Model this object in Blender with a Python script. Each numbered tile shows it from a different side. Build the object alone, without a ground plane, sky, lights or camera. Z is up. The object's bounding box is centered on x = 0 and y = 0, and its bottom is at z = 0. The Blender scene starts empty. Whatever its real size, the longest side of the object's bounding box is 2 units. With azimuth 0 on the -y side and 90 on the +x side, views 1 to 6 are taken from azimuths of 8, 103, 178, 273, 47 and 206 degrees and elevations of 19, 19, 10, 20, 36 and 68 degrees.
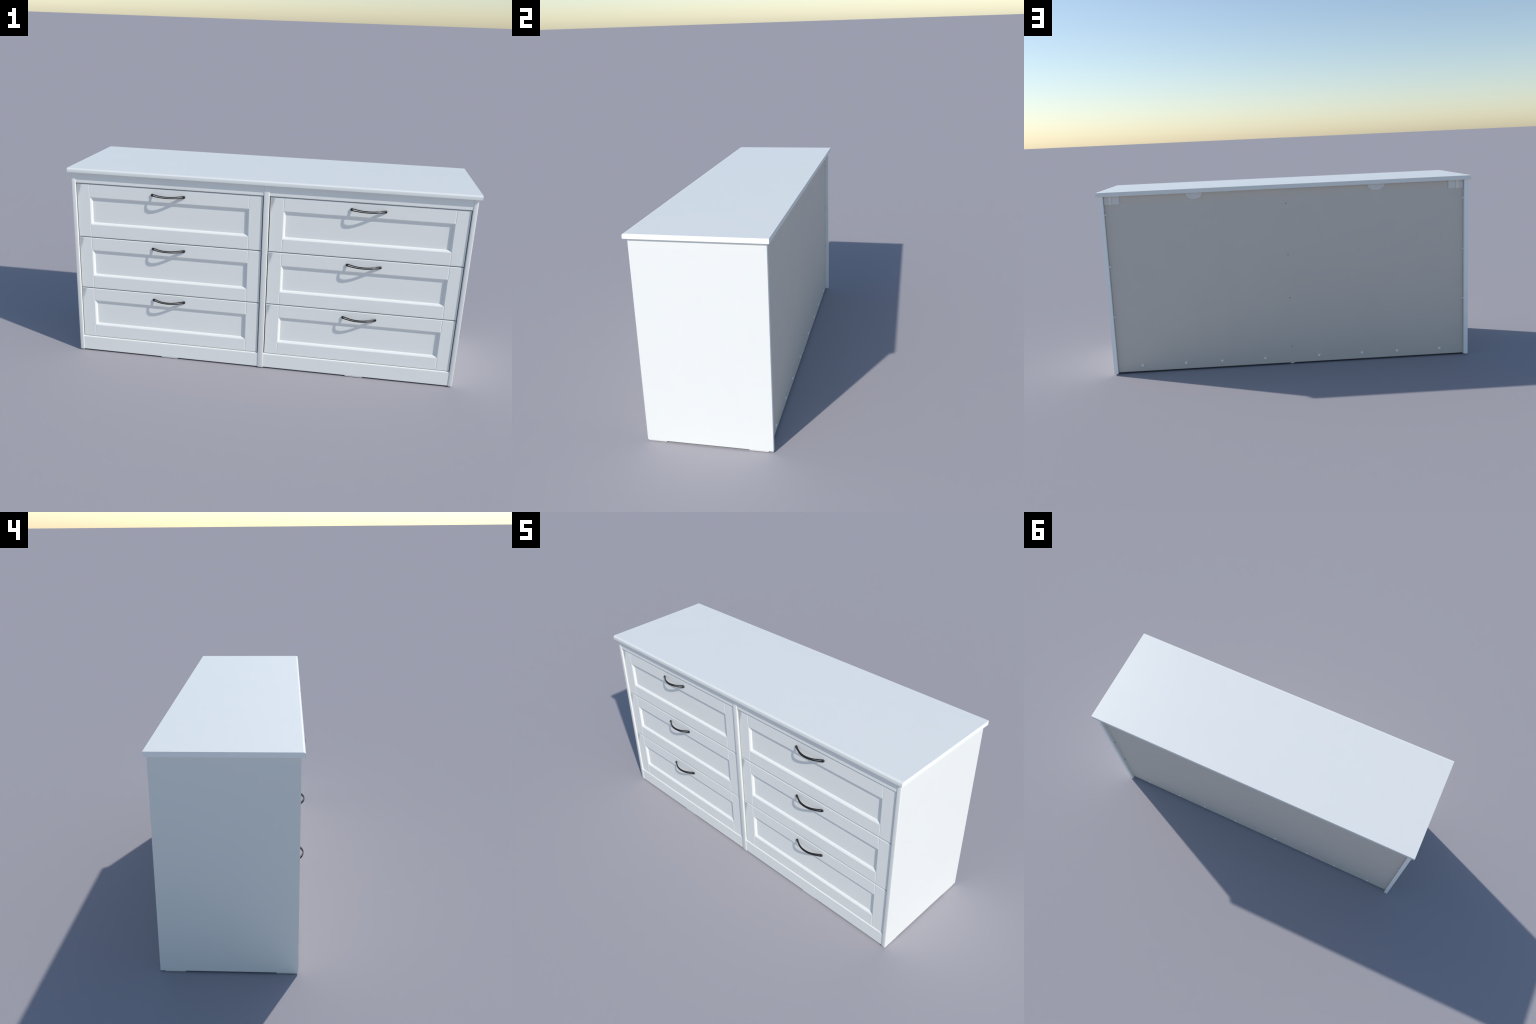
# White six-drawer dresser: carcass, framed drawer fronts, dark bow handles, hardboard back.
import bpy, bmesh, math
from mathutils import Vector

# ------------------------------------------------------------------ dimensions (metres)
TOP_X, TOP_Z0, TOP_Z1 = 1.0, 0.9837, 1.0060
TOP_FRONT, TOP_BACK = -0.3052, 0.3188
SIDE_X0, SIDE_X1 = 0.9664, 0.9878
CASE_FRONT, CASE_BACK = -0.2890, 0.3049
CASE_Z0 = 0.0050
DIVIDER_HALF = 0.0143
FACE_Y = -0.2818                      # drawer face
FRIEZE_Y, PLINTH_Y = -0.2863, -0.2862
DRAWER_X0, DRAWER_X1 = 0.0186, 0.9632
DRAWER_H, DRAWER_PITCH, DRAWER_TOP = 0.2770, 0.2815, 0.9250
STILE_W, RAIL_W = 0.0655, 0.0660
BEVEL_W, BEVEL_D = 0.0112, 0.0109
BACK_Y = 0.2860

# ------------------------------------------------------------------ materials
def new_material(name, base, rough, variation=0.02, scale=6.0, bump=0.0, bump_scale=300.0,
                 metallic=0.0, specular=0.5, coat=0.0, stretch=(1, 1, 1)):
    m = bpy.data.materials.new(name)
    m.use_nodes = True
    nt = m.node_tree
    n = nt.nodes
    bsdf = n["Principled BSDF"]
    tc = n.new("ShaderNodeTexCoord")
    mp = n.new("ShaderNodeMapping")
    mp.inputs["Scale"].default_value = stretch
    nt.links.new(tc.outputs["Object"], mp.inputs["Vector"])
    noise = n.new("ShaderNodeTexNoise")
    noise.inputs["Scale"].default_value = scale
    noise.inputs["Detail"].default_value = 4.0
    nt.links.new(mp.outputs["Vector"], noise.inputs["Vector"])
    ramp = n.new("ShaderNodeValToRGB")
    lo = [c * (1 - variation) for c in base]
    hi = [min(1.0, c * (1 + variation)) for c in base]
    ramp.color_ramp.elements[0].position = 0.3
    ramp.color_ramp.elements[1].position = 0.7
    ramp.color_ramp.elements[0].color = (*lo, 1)
    ramp.color_ramp.elements[1].color = (*hi, 1)
    nt.links.new(noise.outputs["Fac"], ramp.inputs["Fac"])
    nt.links.new(ramp.outputs["Color"], bsdf.inputs["Base Color"])
    bsdf.inputs["Roughness"].default_value = rough
    bsdf.inputs["Metallic"].default_value = metallic
    bsdf.inputs["Specular IOR Level"].default_value = specular
    bsdf.inputs["Coat Weight"].default_value = coat
    bsdf.inputs["Coat Roughness"].default_value = 0.15
    if bump > 0:
        n2 = n.new("ShaderNodeTexNoise")
        n2.inputs["Scale"].default_value = bump_scale
        nt.links.new(mp.outputs["Vector"], n2.inputs["Vector"])
        b = n.new("ShaderNodeBump")
        b.inputs["Strength"].default_value = bump
        b.inputs["Distance"].default_value = 0.0005
        nt.links.new(n2.outputs["Fac"], b.inputs["Height"])
        nt.links.new(b.outputs["Normal"], bsdf.inputs["Normal"])
    return m

WHITE = new_material("white_paint", (0.842, 0.850, 0.816), 0.45, 0.004)
WHITE_TOP = new_material("white_top_foil", (0.822, 0.838, 0.81), 0.40, 0.004)
WHITE_LIGHTENED = new_material("white_lightened", (0.97, 0.97, 0.95), 0.45, 0.004)  # paint white raised to near 1 to bake in extra brightness
BOARD = new_material("grey_hardboard", (0.655, 0.607, 0.547), 0.75, 0.01, 9.0, 0.1, 500.0)
PLASTIC = new_material("white_plastic", (0.74, 0.74, 0.73), 0.5, 0.01)
RAW = new_material("pale_bracket_edge", (0.84, 0.78, 0.70), 0.7, 0.05, 90.0)
METAL = new_material("black_metal", (0.035, 0.033, 0.032), 0.22, 0.15, 60.0, metallic=0.6)
DARK = new_material("dark_hole", (0.03, 0.03, 0.03), 0.9, 0.05)

# ------------------------------------------------------------------ helpers
ROOT = bpy.data.objects.new("dresser", None)
bpy.context.scene.collection.objects.link(ROOT)
ROOT["label"] = "white six-drawer dresser with framed fronts and dark bow handles"
ROOT["category"] = "dresser"

def add_object(name, mesh, parent=ROOT, location=(0, 0, 0)):
    ob = bpy.data.objects.new(name, mesh)
    bpy.context.scene.collection.objects.link(ob)
    ob.parent = parent
    ob.location = location
    return ob

def finish(bm, name, mat, smooth_angle=40):
    me = bpy.data.meshes.new(name)
    bmesh.ops.recalc_face_normals(bm, faces=bm.faces)
    lim = math.radians(smooth_angle)
    for f in bm.faces:
        f.smooth = True
    for e in bm.edges:
        if len(e.link_faces) == 2 and e.calc_face_angle(0) > lim:
            e.smooth = False
    bm.to_mesh(me)
    bm.free()
    me.materials.append(mat)
    keep_flats_flat(me)
    return me

def keep_flats_flat(me, area=0.03):
    """Broad faces keep their own normal right up to the eased edges."""
    normals = [Vector(n.vector) for n in me.corner_normals]
    for p in me.polygons:
        if p.area > area:
            for li in p.loop_indices:
                normals[li] = p.normal.copy()
    me.normals_split_custom_set([tuple(n) for n in normals])

def box_bm(x0, x1, y0, y1, z0, z1, bm=None):
    bm = bm or bmesh.new()
    v = [bm.verts.new((x, y, z)) for x in (x0, x1) for y in (y0, y1) for z in (z0, z1)]
    for q in ((0, 1, 3, 2), (4, 6, 7, 5), (0, 4, 5, 1), (2, 3, 7, 6), (0, 2, 6, 4), (1, 5, 7, 3)):
        bm.faces.new([v[i] for i in q])
    return bm

def bevel_where(bm, test, width, segments=3):
    es = [e for e in bm.edges if test(e.verts[0].co, e.verts[1].co)]
    bmesh.ops.bevel(bm, geom=es, offset=width, segments=segments, profile=0.5, affect='EDGES',
                    clamp_overlap=True)

def board(name, bounds, mat, edge=0.0008, segments=2):
    bm = box_bm(*bounds)
    if edge > 0:
        bevel_where(bm, lambda a, b: True, edge, segments)
    return add_object(name, finish(bm, name, mat, 50))

def prism(name, outline, axis_lo, axis_hi, mat, axis=0, smooth=40):
    """Extrude a closed outline [(a, b)...] along axis; (a, b) are the other two axes in order."""
    bm = bmesh.new()
    def pt(t, a, b):
        p = [a, b]
        p.insert(axis, t)
        return p
    lo = [bm.verts.new(pt(axis_lo, a, b)) for a, b in outline]
    hi = [bm.verts.new(pt(axis_hi, a, b)) for a, b in outline]
    n = len(outline)
    for i in range(n):
        j = (i + 1) % n
        bm.faces.new((lo[i], lo[j], hi[j], hi[i]))
    bm.faces.new(lo)
    bm.faces.new(hi)
    return finish(bm, name, mat, smooth)

def arc(cx, cy, rx, ry, a0, a1, n):
    return [(cx + rx * math.cos(math.radians(a0 + (a1 - a0) * i / n)),
             cy + ry * math.sin(math.radians(a0 + (a1 - a0) * i / n))) for i in range(n + 1)]

# ------------------------------------------------------------------ carcass
# top board: nosed front edge, square back
nose = (arc(TOP_FRONT + 0.0105, TOP_Z1 - 0.0076, 0.0105, 0.0076, 90, 180, 8)
        + arc(TOP_FRONT + 0.0014, TOP_Z0 + 0.0014, 0.0014, 0.0014, 180, 270, 3)
        + [(TOP_BACK - 0.0006, TOP_Z0), (TOP_BACK, TOP_Z0 + 0.0006),
           (TOP_BACK, TOP_Z1 - 0.0006), (TOP_BACK - 0.0006, TOP_Z1)])
add_object("top_board", prism("top_board", nose, -TOP_X + 0.0012, TOP_X - 0.0012, WHITE_TOP, 0, 40))
for s in (-1, 1):
    xs = sorted((s * (TOP_X - 0.0011), s * TOP_X))
    add_object("lightened_edge_strip", prism("lightened_edge_strip", nose, xs[0], xs[1], WHITE_LIGHTENED, 0, 40))  # thin end strip whitened for the sun glare on the top's ends

# side panels (mirrored), front edges eased
for s in (-1, 1):
    xs = sorted((s * SIDE_X0, s * SIDE_X1))
    bm = box_bm(xs[0], xs[1], CASE_FRONT, CASE_BACK, CASE_Z0, TOP_Z0 + 0.0012)
    bevel_where(bm, lambda a, b: abs(a.y - CASE_FRONT) < 1e-5 and abs(b.y - CASE_FRONT) < 1e-5
                and abs(a.z - b.z) > 0.1, 0.0034, 3)
    bevel_where(bm, lambda a, b: max(a.z, b.z) < CASE_Z0 + 1e-5, 0.0012, 2)
    add_object("side_panel", finish(bm, "side_panel", WHITE, 50))
    board("lightened_edge_strip", (xs[0] + 0.0003, xs[1] - 0.0003, CASE_BACK + 0.0001, CASE_BACK + 0.0009, CASE_Z0 + 0.0012,
                        TOP_Z0 + 0.0012), WHITE_LIGHTENED, 0)

# centre divider with eased front edges
bm = box_bm(-DIVIDER_HALF, DIVIDER_HALF, CASE_FRONT, BACK_Y - 0.006, 0.0034, TOP_Z0 + 0.0012)
bevel_where(bm, lambda a, b: abs(a.y - CASE_FRONT) < 1e-5 and abs(b.y - CASE_FRONT) < 1e-5
            and abs(a.z - b.z) > 0.1, 0.0034, 3)
bevel_where(bm, lambda a, b: max(a.z, b.z) < 0.0034 + 1e-5, 0.0015, 2)
add_object("divider", finish(bm, "divider", WHITE, 50))

# frieze under the top, plinth under the drawers, floor of the case
for s in (-1, 1):
    xs = sorted((s * (DIVIDER_HALF - 0.001), s * (SIDE_X0 + 0.0005)))
    zf = 0.9285
    sec = (arc(FRIEZE_Y + 0.004, zf + 0.0045, 0.004, 0.0045, 180, 270, 5)
           + [(FRIEZE_Y + 0.02, zf), (FRIEZE_Y + 0.02, TOP_Z0 + 0.0012), (FRIEZE_Y, TOP_Z0 + 0.0012)])
    add_object("frieze_rail", prism("frieze_rail", sec, xs[0], xs[1], WHITE, 0, 50))
    zt = 0.0832
    sec = (arc(PLINTH_Y + 0.0065, zt - 0.0060, 0.0065, 0.0060, 90, 180, 6)
           + [(PLINTH_Y, 0.0062), (PLINTH_Y + 0.0008, 0.0054), (PLINTH_Y + 0.02, 0.0054), (PLINTH_Y + 0.02, zt)])
    add_object("plinth", prism("plinth", sec, xs[0], xs[1], WHITE, 0, 40))
    board("case_floor", (xs[0], xs[1], PLINTH_Y + 0.0205, BACK_Y - 0.0045, 0.062, 0.076), WHITE, 0)

# cross rails behind the joints between the drawers
for s in (-1, 1):
    xs = sorted((s * (DIVIDER_HALF + 0.0004), s * (SIDE_X0 - 0.0004)))
    for row in range(4):
        zc = DRAWER_TOP + 0.002 - row * DRAWER_PITCH
        board("cross_rail", (xs[0], xs[1], FACE_Y + 0.0206, FACE_Y + 0.052, zc - 0.0135, zc + 0.0135), WHITE, 0)

# hardboard back
board("back_panel", (-0.9652, 0.9652, BACK_Y - 0.0038, BACK_Y, 0.0072, TOP_Z0 + 0.0012), BOARD, 0.0004, 1)

# ------------------------------------------------------------------ back fittings
def disc_mesh(name, radius, length, mat, sides=16, dome=0.3):
    """Disc standing on y = 0 and growing towards +y, with an eased rim."""
    prof = [(radius, 0.0), (radius, length * (1 - dome))]
    prof += [(radius * (1 - dome * 0.5), length * 0.93), (radius * 0.45, length)]
    bm = bmesh.new()
    rings = []
    for r, y in prof:
        rings.append([bm.verts.new((r * math.cos(2 * math.pi * k / sides), y,
                                    r * math.sin(2 * math.pi * k / sides))) for k in range(sides)])
    for a, b in zip(rings, rings[1:]):
        for k in range(sides):
            j = (k + 1) % sides
            bm.faces.new((a[k], a[j], b[j], b[k]))
    bm.faces.new(rings[0])
    bm.faces.new(rings[-1])
    return finish(bm, name, mat, 50)

nail = disc_mesh("nail", 0.0070, 0.0052, WHITE_LIGHTENED, 12)  # heads coloured near white for the light they catch standing proud
for x in (0.8319, 0.5916, 0.3917, 0.1514):
    for s in (1, -1):
        add_object("nail", nail, location=(s * x, BACK_Y - 0.0002, 0.0402))
hole = disc_mesh("screw_hole", 0.0026, 0.0006, DARK, 10)
for z in (0.9015, 0.6192, 0.3792, 0.1004):
    add_object("screw_hole", hole, location=(0, BACK_Y - 0.0002, z))

clip = finish(box_bm(-0.0055, 0.0055, -0.004, 0.0045, -0.0058, 0.0058), "panel_clip", PLASTIC)
for s in (1, -1):
    for z in (0.8865, 0.6055, 0.3260):
        add_object("panel_clip", clip, location=(s * 0.9618, BACK_Y + 0.0042, z))
top_clip = finish(box_bm(-0.0065, 0.0065, 0, 0.004, -0.004, 0.0), "top_clip", PLASTIC)
for s in (1, -1):
    for x in (0.6388, 0.3176):
        add_object("top_clip", top_clip, location=(s * x, BACK_Y - 0.0002, TOP_Z0 - 0.0008))
board("divider_stub", (-0.008, 0.008, BACK_Y - 0.03, BACK_Y - 0.001, 0.0020, 0.0071), WHITE, 0)

for s in (1, -1):
    xs = sorted((s * 0.8830, s * 0.9650))
    board("corner_block", (xs[0], xs[1], BACK_Y + 0.0003, BACK_Y + 0.0045, 0.9385, TOP_Z0 + 0.0012), PLASTIC, 0.0008)
    xs = sorted((s * 0.9235, s * 0.9405))
    board("block_strip", (xs[0], xs[1], BACK_Y + 0.0047, BACK_Y + 0.0085, 0.9380, TOP_Z0 + 0.0012), RAW, 0.0008)
    # half-round glide hanging from the top, coarse like the original part
    rim = [(s * 0.4890 + 0.0475 * math.cos(t), TOP_Z0 + 0.0012 + 0.0385 * math.sin(t))
           for t in [math.radians(a) for a in ((180, 208, 245, 295, 326, 360) if s < 0 else (180, 214, 238, 285, 325, 360))]]
    bm = bmesh.new()
    lo = [bm.verts.new((x, BACK_Y - 0.0002, z)) for x, z in rim]
    hi = [bm.verts.new((x, BACK_Y + 0.0050, z)) for x, z in rim]
    n = len(rim)
    for i in range(n):
        j = (i + 1) % n
        bm.faces.new((lo[i], lo[j], hi[j], hi[i]))
    bm.faces.new(lo)
    bm.faces.new(hi)
    add_object("support_tab", finish(bm, "support_tab", PLASTIC, 30))

# felt pads under the sides and the plinth
for s in (1, -1):
    for t in (1, -1):
        xs = sorted((s * 0.9690, s * 0.9862))
        ys = sorted((t * 0.1955, t * 0.2835))
        board("foot_pad", (xs[0], xs[1], ys[0], ys[1], 0.0, CASE_Z0 + 0.0006), PLASTIC, 0)
    xs = sorted((s * 0.4460, s * 0.5342))
    board("foot_pad", (xs[0], xs[1], PLINTH_Y + 0.0015, PLINTH_Y + 0.0180, 0.0, 0.0058), PLASTIC, 0)

# ------------------------------------------------------------------ drawer front (shared by all six)
# Local frame: x, z from the centre of the drawer front, y = 0 at its face, growing inwards.
W = DRAWER_X1 - DRAWER_X0
H = DRAWER_H
EDGE_R = 0.0028
GROOVE_HALF, GROOVE_D = 0.0026, 0.0011

def bevel_depth(t):
    if t <= 0:
        return 0.0
    u = min(1.0, t / BEVEL_W)
    return BEVEL_D * (0.5 * u + 0.5 * (1 - math.sqrt(max(0.0, 1 - u * u))))

OPEN_X, OPEN_Z = W / 2 - STILE_W, H / 2 - RAIL_W

def front_depth(x, z):
    tx, tz = OPEN_X - abs(x), OPEN_Z - abs(z)
    d = bevel_depth(min(tx, tz))
    e = min(W / 2 - abs(x), H / 2 - abs(z))          # eased outer edge
    if e < EDGE_R:
        u = 1 - e / EDGE_R
        d = max(d, EDGE_R * (1 - math.sqrt(max(0.0, 1 - u * u))))
    g = abs(tx)                                       # joint between stile and rail
    if g < GROOVE_HALF and tz < 0:
        fade = min(1.0, -tz / 0.004)
        d = max(d, GROOVE_D * fade * (1 - g / GROOVE_HALF) ** 1.5)
    return d

def grid_lines(half, opening):
    side = [half - EDGE_R + EDGE_R * math.sin(math.radians(a)) for a in (0, 25, 50, 70, 90)]
    side += [half - o for o in (0.006, 0.009, 0.013, 0.018, 0.024, 0.032, 0.042, 0.053)]
    side += [opening + o for o in (0.006, 0.004, GROOVE_HALF, 0.0012, 0.0005, 0.0)]
    side += [opening - BEVEL_W * math.sin(math.radians(a)) for a in (12, 24, 36, 48, 60, 72, 82, 90)]
    return sorted({round(v, 7) for v in side} | {round(-v, 7) for v in side})

GX, GZ = grid_lines(W / 2, OPEN_X), grid_lines(H / 2, OPEN_Z)
regions = {"panel": {}, "stile_l": {}, "stile_r": {}, "rail_t": {}, "rail_b": {}}
bms = {k: bmesh.new() for k in regions}

def vert(region, x, y, z):
    key = (round(x, 7), round(y, 7), round(z, 7))
    d = regions[region]
    if key not in d:
        d[key] = bms[region].verts.new(key)
    return d[key]

def region_of(cx, cz):
    tx, tz = OPEN_X - abs(cx), OPEN_Z - abs(cz)
    if min(tx, tz) > BEVEL_W - 1e-6:
        return "panel"
    if tx < 0 or (tz > 0 and tx < tz):
        return "stile_l" if cx < 0 else "stile_r"
    return "rail_t" if cz > 0 else "rail_b"

def emit(pts):
    cx = sum(p[0] for p in pts) / len(pts)
    cz = sum(p[1] for p in pts) / len(pts)
    r = region_of(cx, cz)
    bms[r].faces.new([vert(r, x, front_depth(x, z), z) for x, z in pts])

for i in range(len(GX) - 1):
    for k in range(len(GZ) - 1):
        a, b, c, d = ((GX[i], GZ[k]), (GX[i + 1], GZ[k]), (GX[i + 1], GZ[k + 1]), (GX[i], GZ[k + 1]))
        on = [abs((OPEN_X - abs(x)) - (OPEN_Z - abs(z))) < 1e-5 and OPEN_X - abs(x) > -1e-5 for x, z in (a, b, c, d)]
        if on[0] and on[2]:
            emit((a, b, c)); emit((a, c, d))
        elif on[1] and on[3]:
            emit((a, b, d)); emit((b, c, d))
        else:
            emit((a, b, c, d))
# outer skirts, 20 mm deep
SKIRT = 0.0200
for i in range(len(GX) - 1):
    for z in (-H / 2, H / 2):
        r = region_of((GX[i] + GX[i + 1]) / 2, z)
        bms[r].faces.new([vert(r, GX[i], EDGE_R, z), vert(r, GX[i + 1], EDGE_R, z),
                          vert(r, GX[i + 1], SKIRT, z), vert(r, GX[i], SKIRT, z)])
for k in range(len(GZ) - 1):
    for x in (-W / 2, W / 2):
        r = region_of(x, (GZ[k] + GZ[k + 1]) / 2)
        bms[r].faces.new([vert(r, x, EDGE_R, GZ[k]), vert(r, x, EDGE_R, GZ[k + 1]),
                          vert(r, x, SKIRT, GZ[k + 1]), vert(r, x, SKIRT, GZ[k])])

def finish_front(bm, name):
    me = bpy.data.meshes.new(name)
    bm.normal_update()
    for f in bm.faces:
        c = f.calc_center_median()
        ref = Vector((0, -1, 0))
        if abs(f.normal.y) < 1e-4:
            ref = Vector((c.x if abs(f.normal.x) > 0.5 else 0, 0, c.z if abs(f.normal.z) > 0.5 else 0))
        if f.normal.dot(ref) < 0:
            f.normal_flip()
        f.smooth = True
    bm.normal_update()
    bm.to_mesh(me)
    bm.free()
    me.materials.append(WHITE)
    return me

part_name = {"panel": "panel", "stile_l": "stile", "stile_r": "stile", "rail_t": "rail", "rail_b": "rail"}
FRONT = {k: finish_front(b, part_name[k]) for k, b in bms.items()}

# soft dark patch at the left stile's top corner, drawn by tilting normals off the sun
def shade_stile_corner(me, normal_tilt=math.radians(31), reach=0.030, drop=0.095):
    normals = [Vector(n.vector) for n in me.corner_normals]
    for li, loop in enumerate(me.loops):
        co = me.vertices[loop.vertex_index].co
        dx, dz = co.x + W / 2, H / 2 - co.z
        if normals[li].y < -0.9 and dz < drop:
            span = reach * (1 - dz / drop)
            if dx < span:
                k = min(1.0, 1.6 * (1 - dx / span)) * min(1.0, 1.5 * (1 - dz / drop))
                n = Vector((-math.sin(normal_tilt * k), -math.cos(normal_tilt * k), 0))
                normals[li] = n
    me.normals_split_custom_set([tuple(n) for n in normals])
shade_stile_corner(FRONT["stile_l"])

# drawer box behind the front: backing board, two sides, back and bottom
bm = bmesh.new()
y0, y1 = 0.0125, 0.0195
box_bm(-W / 2 + 0.0006, W / 2 - 0.0006, y0, y1, -H / 2 + 0.0006, H / 2 - 0.0006, bm)
bx, bz0, bz1, by = W / 2 - 0.022, -H / 2 + 0.03, H / 2 - 0.045, 0.50
for s in (-1, 1):
    xs = sorted((s * bx, s * (bx - 0.015)))
    box_bm(xs[0], xs[1], y1 + 0.0005, by, bz0, bz1, bm)
box_bm(-bx + 0.0155, bx - 0.0155, by - 0.015, by - 0.0005, bz0, bz1, bm)
box_bm(-bx + 0.0155, bx - 0.0155, y1 + 0.0005, by - 0.0155, bz0 + 0.008, bz0 + 0.013, bm)
DRAWER_BOX = finish(bm, "drawer", WHITE)

# ------------------------------------------------------------------ bow handle
# Two slim strands with a slot between them, meeting in a round foot at either end.
def bow_handle():
    half = 0.0815
    spine = [(-half, -0.0030), (-0.0755, -0.0062), (-0.0670, -0.0112), (-0.0555, -0.0180), (-0.0430, -0.0246),
             (-0.0300, -0.0294), (-0.0150, -0.0327), (0.0, -0.0338)]
    spine = spine + [(-x, y) for x, y in reversed(spine[:-1])]
    # smooth resampling of the spine (Catmull-Rom)
    pts = []
    for i in range(len(spine) - 1):
        p0, p1 = spine[max(i - 1, 0)], spine[i]
        p2, p3 = spine[i + 1], spine[min(i + 2, len(spine) - 1)]
        for k in range(3):
            t = k / 3
            pts.append(tuple(0.5 * (2 * b + (c - a) * t + (2 * a - 5 * b + 4 * c - d) * t * t
                                    + (3 * b - a - 3 * c + d) * t ** 3)
                             for a, b, c, d in zip(p0, p1, p2, p3)))
    pts.append(spine[-1])
    bm = bmesh.new()
    n = 12
    for s in (-1, 1):
        rings = []
        for i, (x, y) in enumerate(pts):
            q, r = pts[max(i - 1, 0)], pts[min(i + 1, len(pts) - 1)]
            tx, ty = r[0] - q[0], r[1] - q[1]
            l = math.hypot(tx, ty)
            nx, ny = -ty / l, tx / l
            u = abs(x) / half
            off = s * (0.0031 + 0.0019 * u ** 2)
            ring = []
            for k in range(n):
                a = 2 * math.pi * k / n
                c, d = math.cos(a), math.sin(a)
                w = 0.0031 * math.copysign(abs(c) ** 0.7, c)
                h = 0.0022 * math.copysign(abs(d) ** 0.7, d)
                ring.append(bm.verts.new((x + nx * w, y + ny * w, off + h)))
            rings.append(ring)
        for a, b in zip(rings, rings[1:]):
            for k in range(n):
                j = (k + 1) % n
                bm.faces.new((a[k], a[j], b[j], b[k]))
        bm.faces.new(rings[0])
        bm.faces.new(rings[-1])
    # feet: short stubs standing on the drawer face
    for s in (-1, 1):
        rings = []
        sides = 12
        for r, y in ((0.0066, 0.0006), (0.0068, -0.0030), (0.0060, -0.0058), (0.0035, -0.0074)):
            rings.append([bm.verts.new((s * half + r * 0.85 * math.cos(2 * math.pi * k / sides), y,
                                        r * math.sin(2 * math.pi * k / sides))) for k in range(sides)])
        for a, b in zip(rings, rings[1:]):
            for k in range(sides):
                j = (k + 1) % sides
                bm.faces.new((a[k], a[j], b[j], b[k]))
        bm.faces.new(rings[0])
        bm.faces.new(rings[-1])
    return finish(bm, "handle", METAL, 45)

HANDLE = bow_handle()

# ------------------------------------------------------------------ place the six drawers
for s in (-1, 1):
    cx = s * (DRAWER_X0 + DRAWER_X1) / 2
    for row in range(3):
        cz = DRAWER_TOP - row * DRAWER_PITCH - DRAWER_H / 2
        drawer = add_object("drawer", DRAWER_BOX, ROOT, (cx, FACE_Y, cz))
        for key in ("stile_l", "stile_r", "rail_t", "rail_b", "panel"):
            add_object(part_name[key], FRONT[key], drawer)
        add_object("handle", HANDLE, drawer, (0, 0, DRAWER_H / 2 - 0.0325))
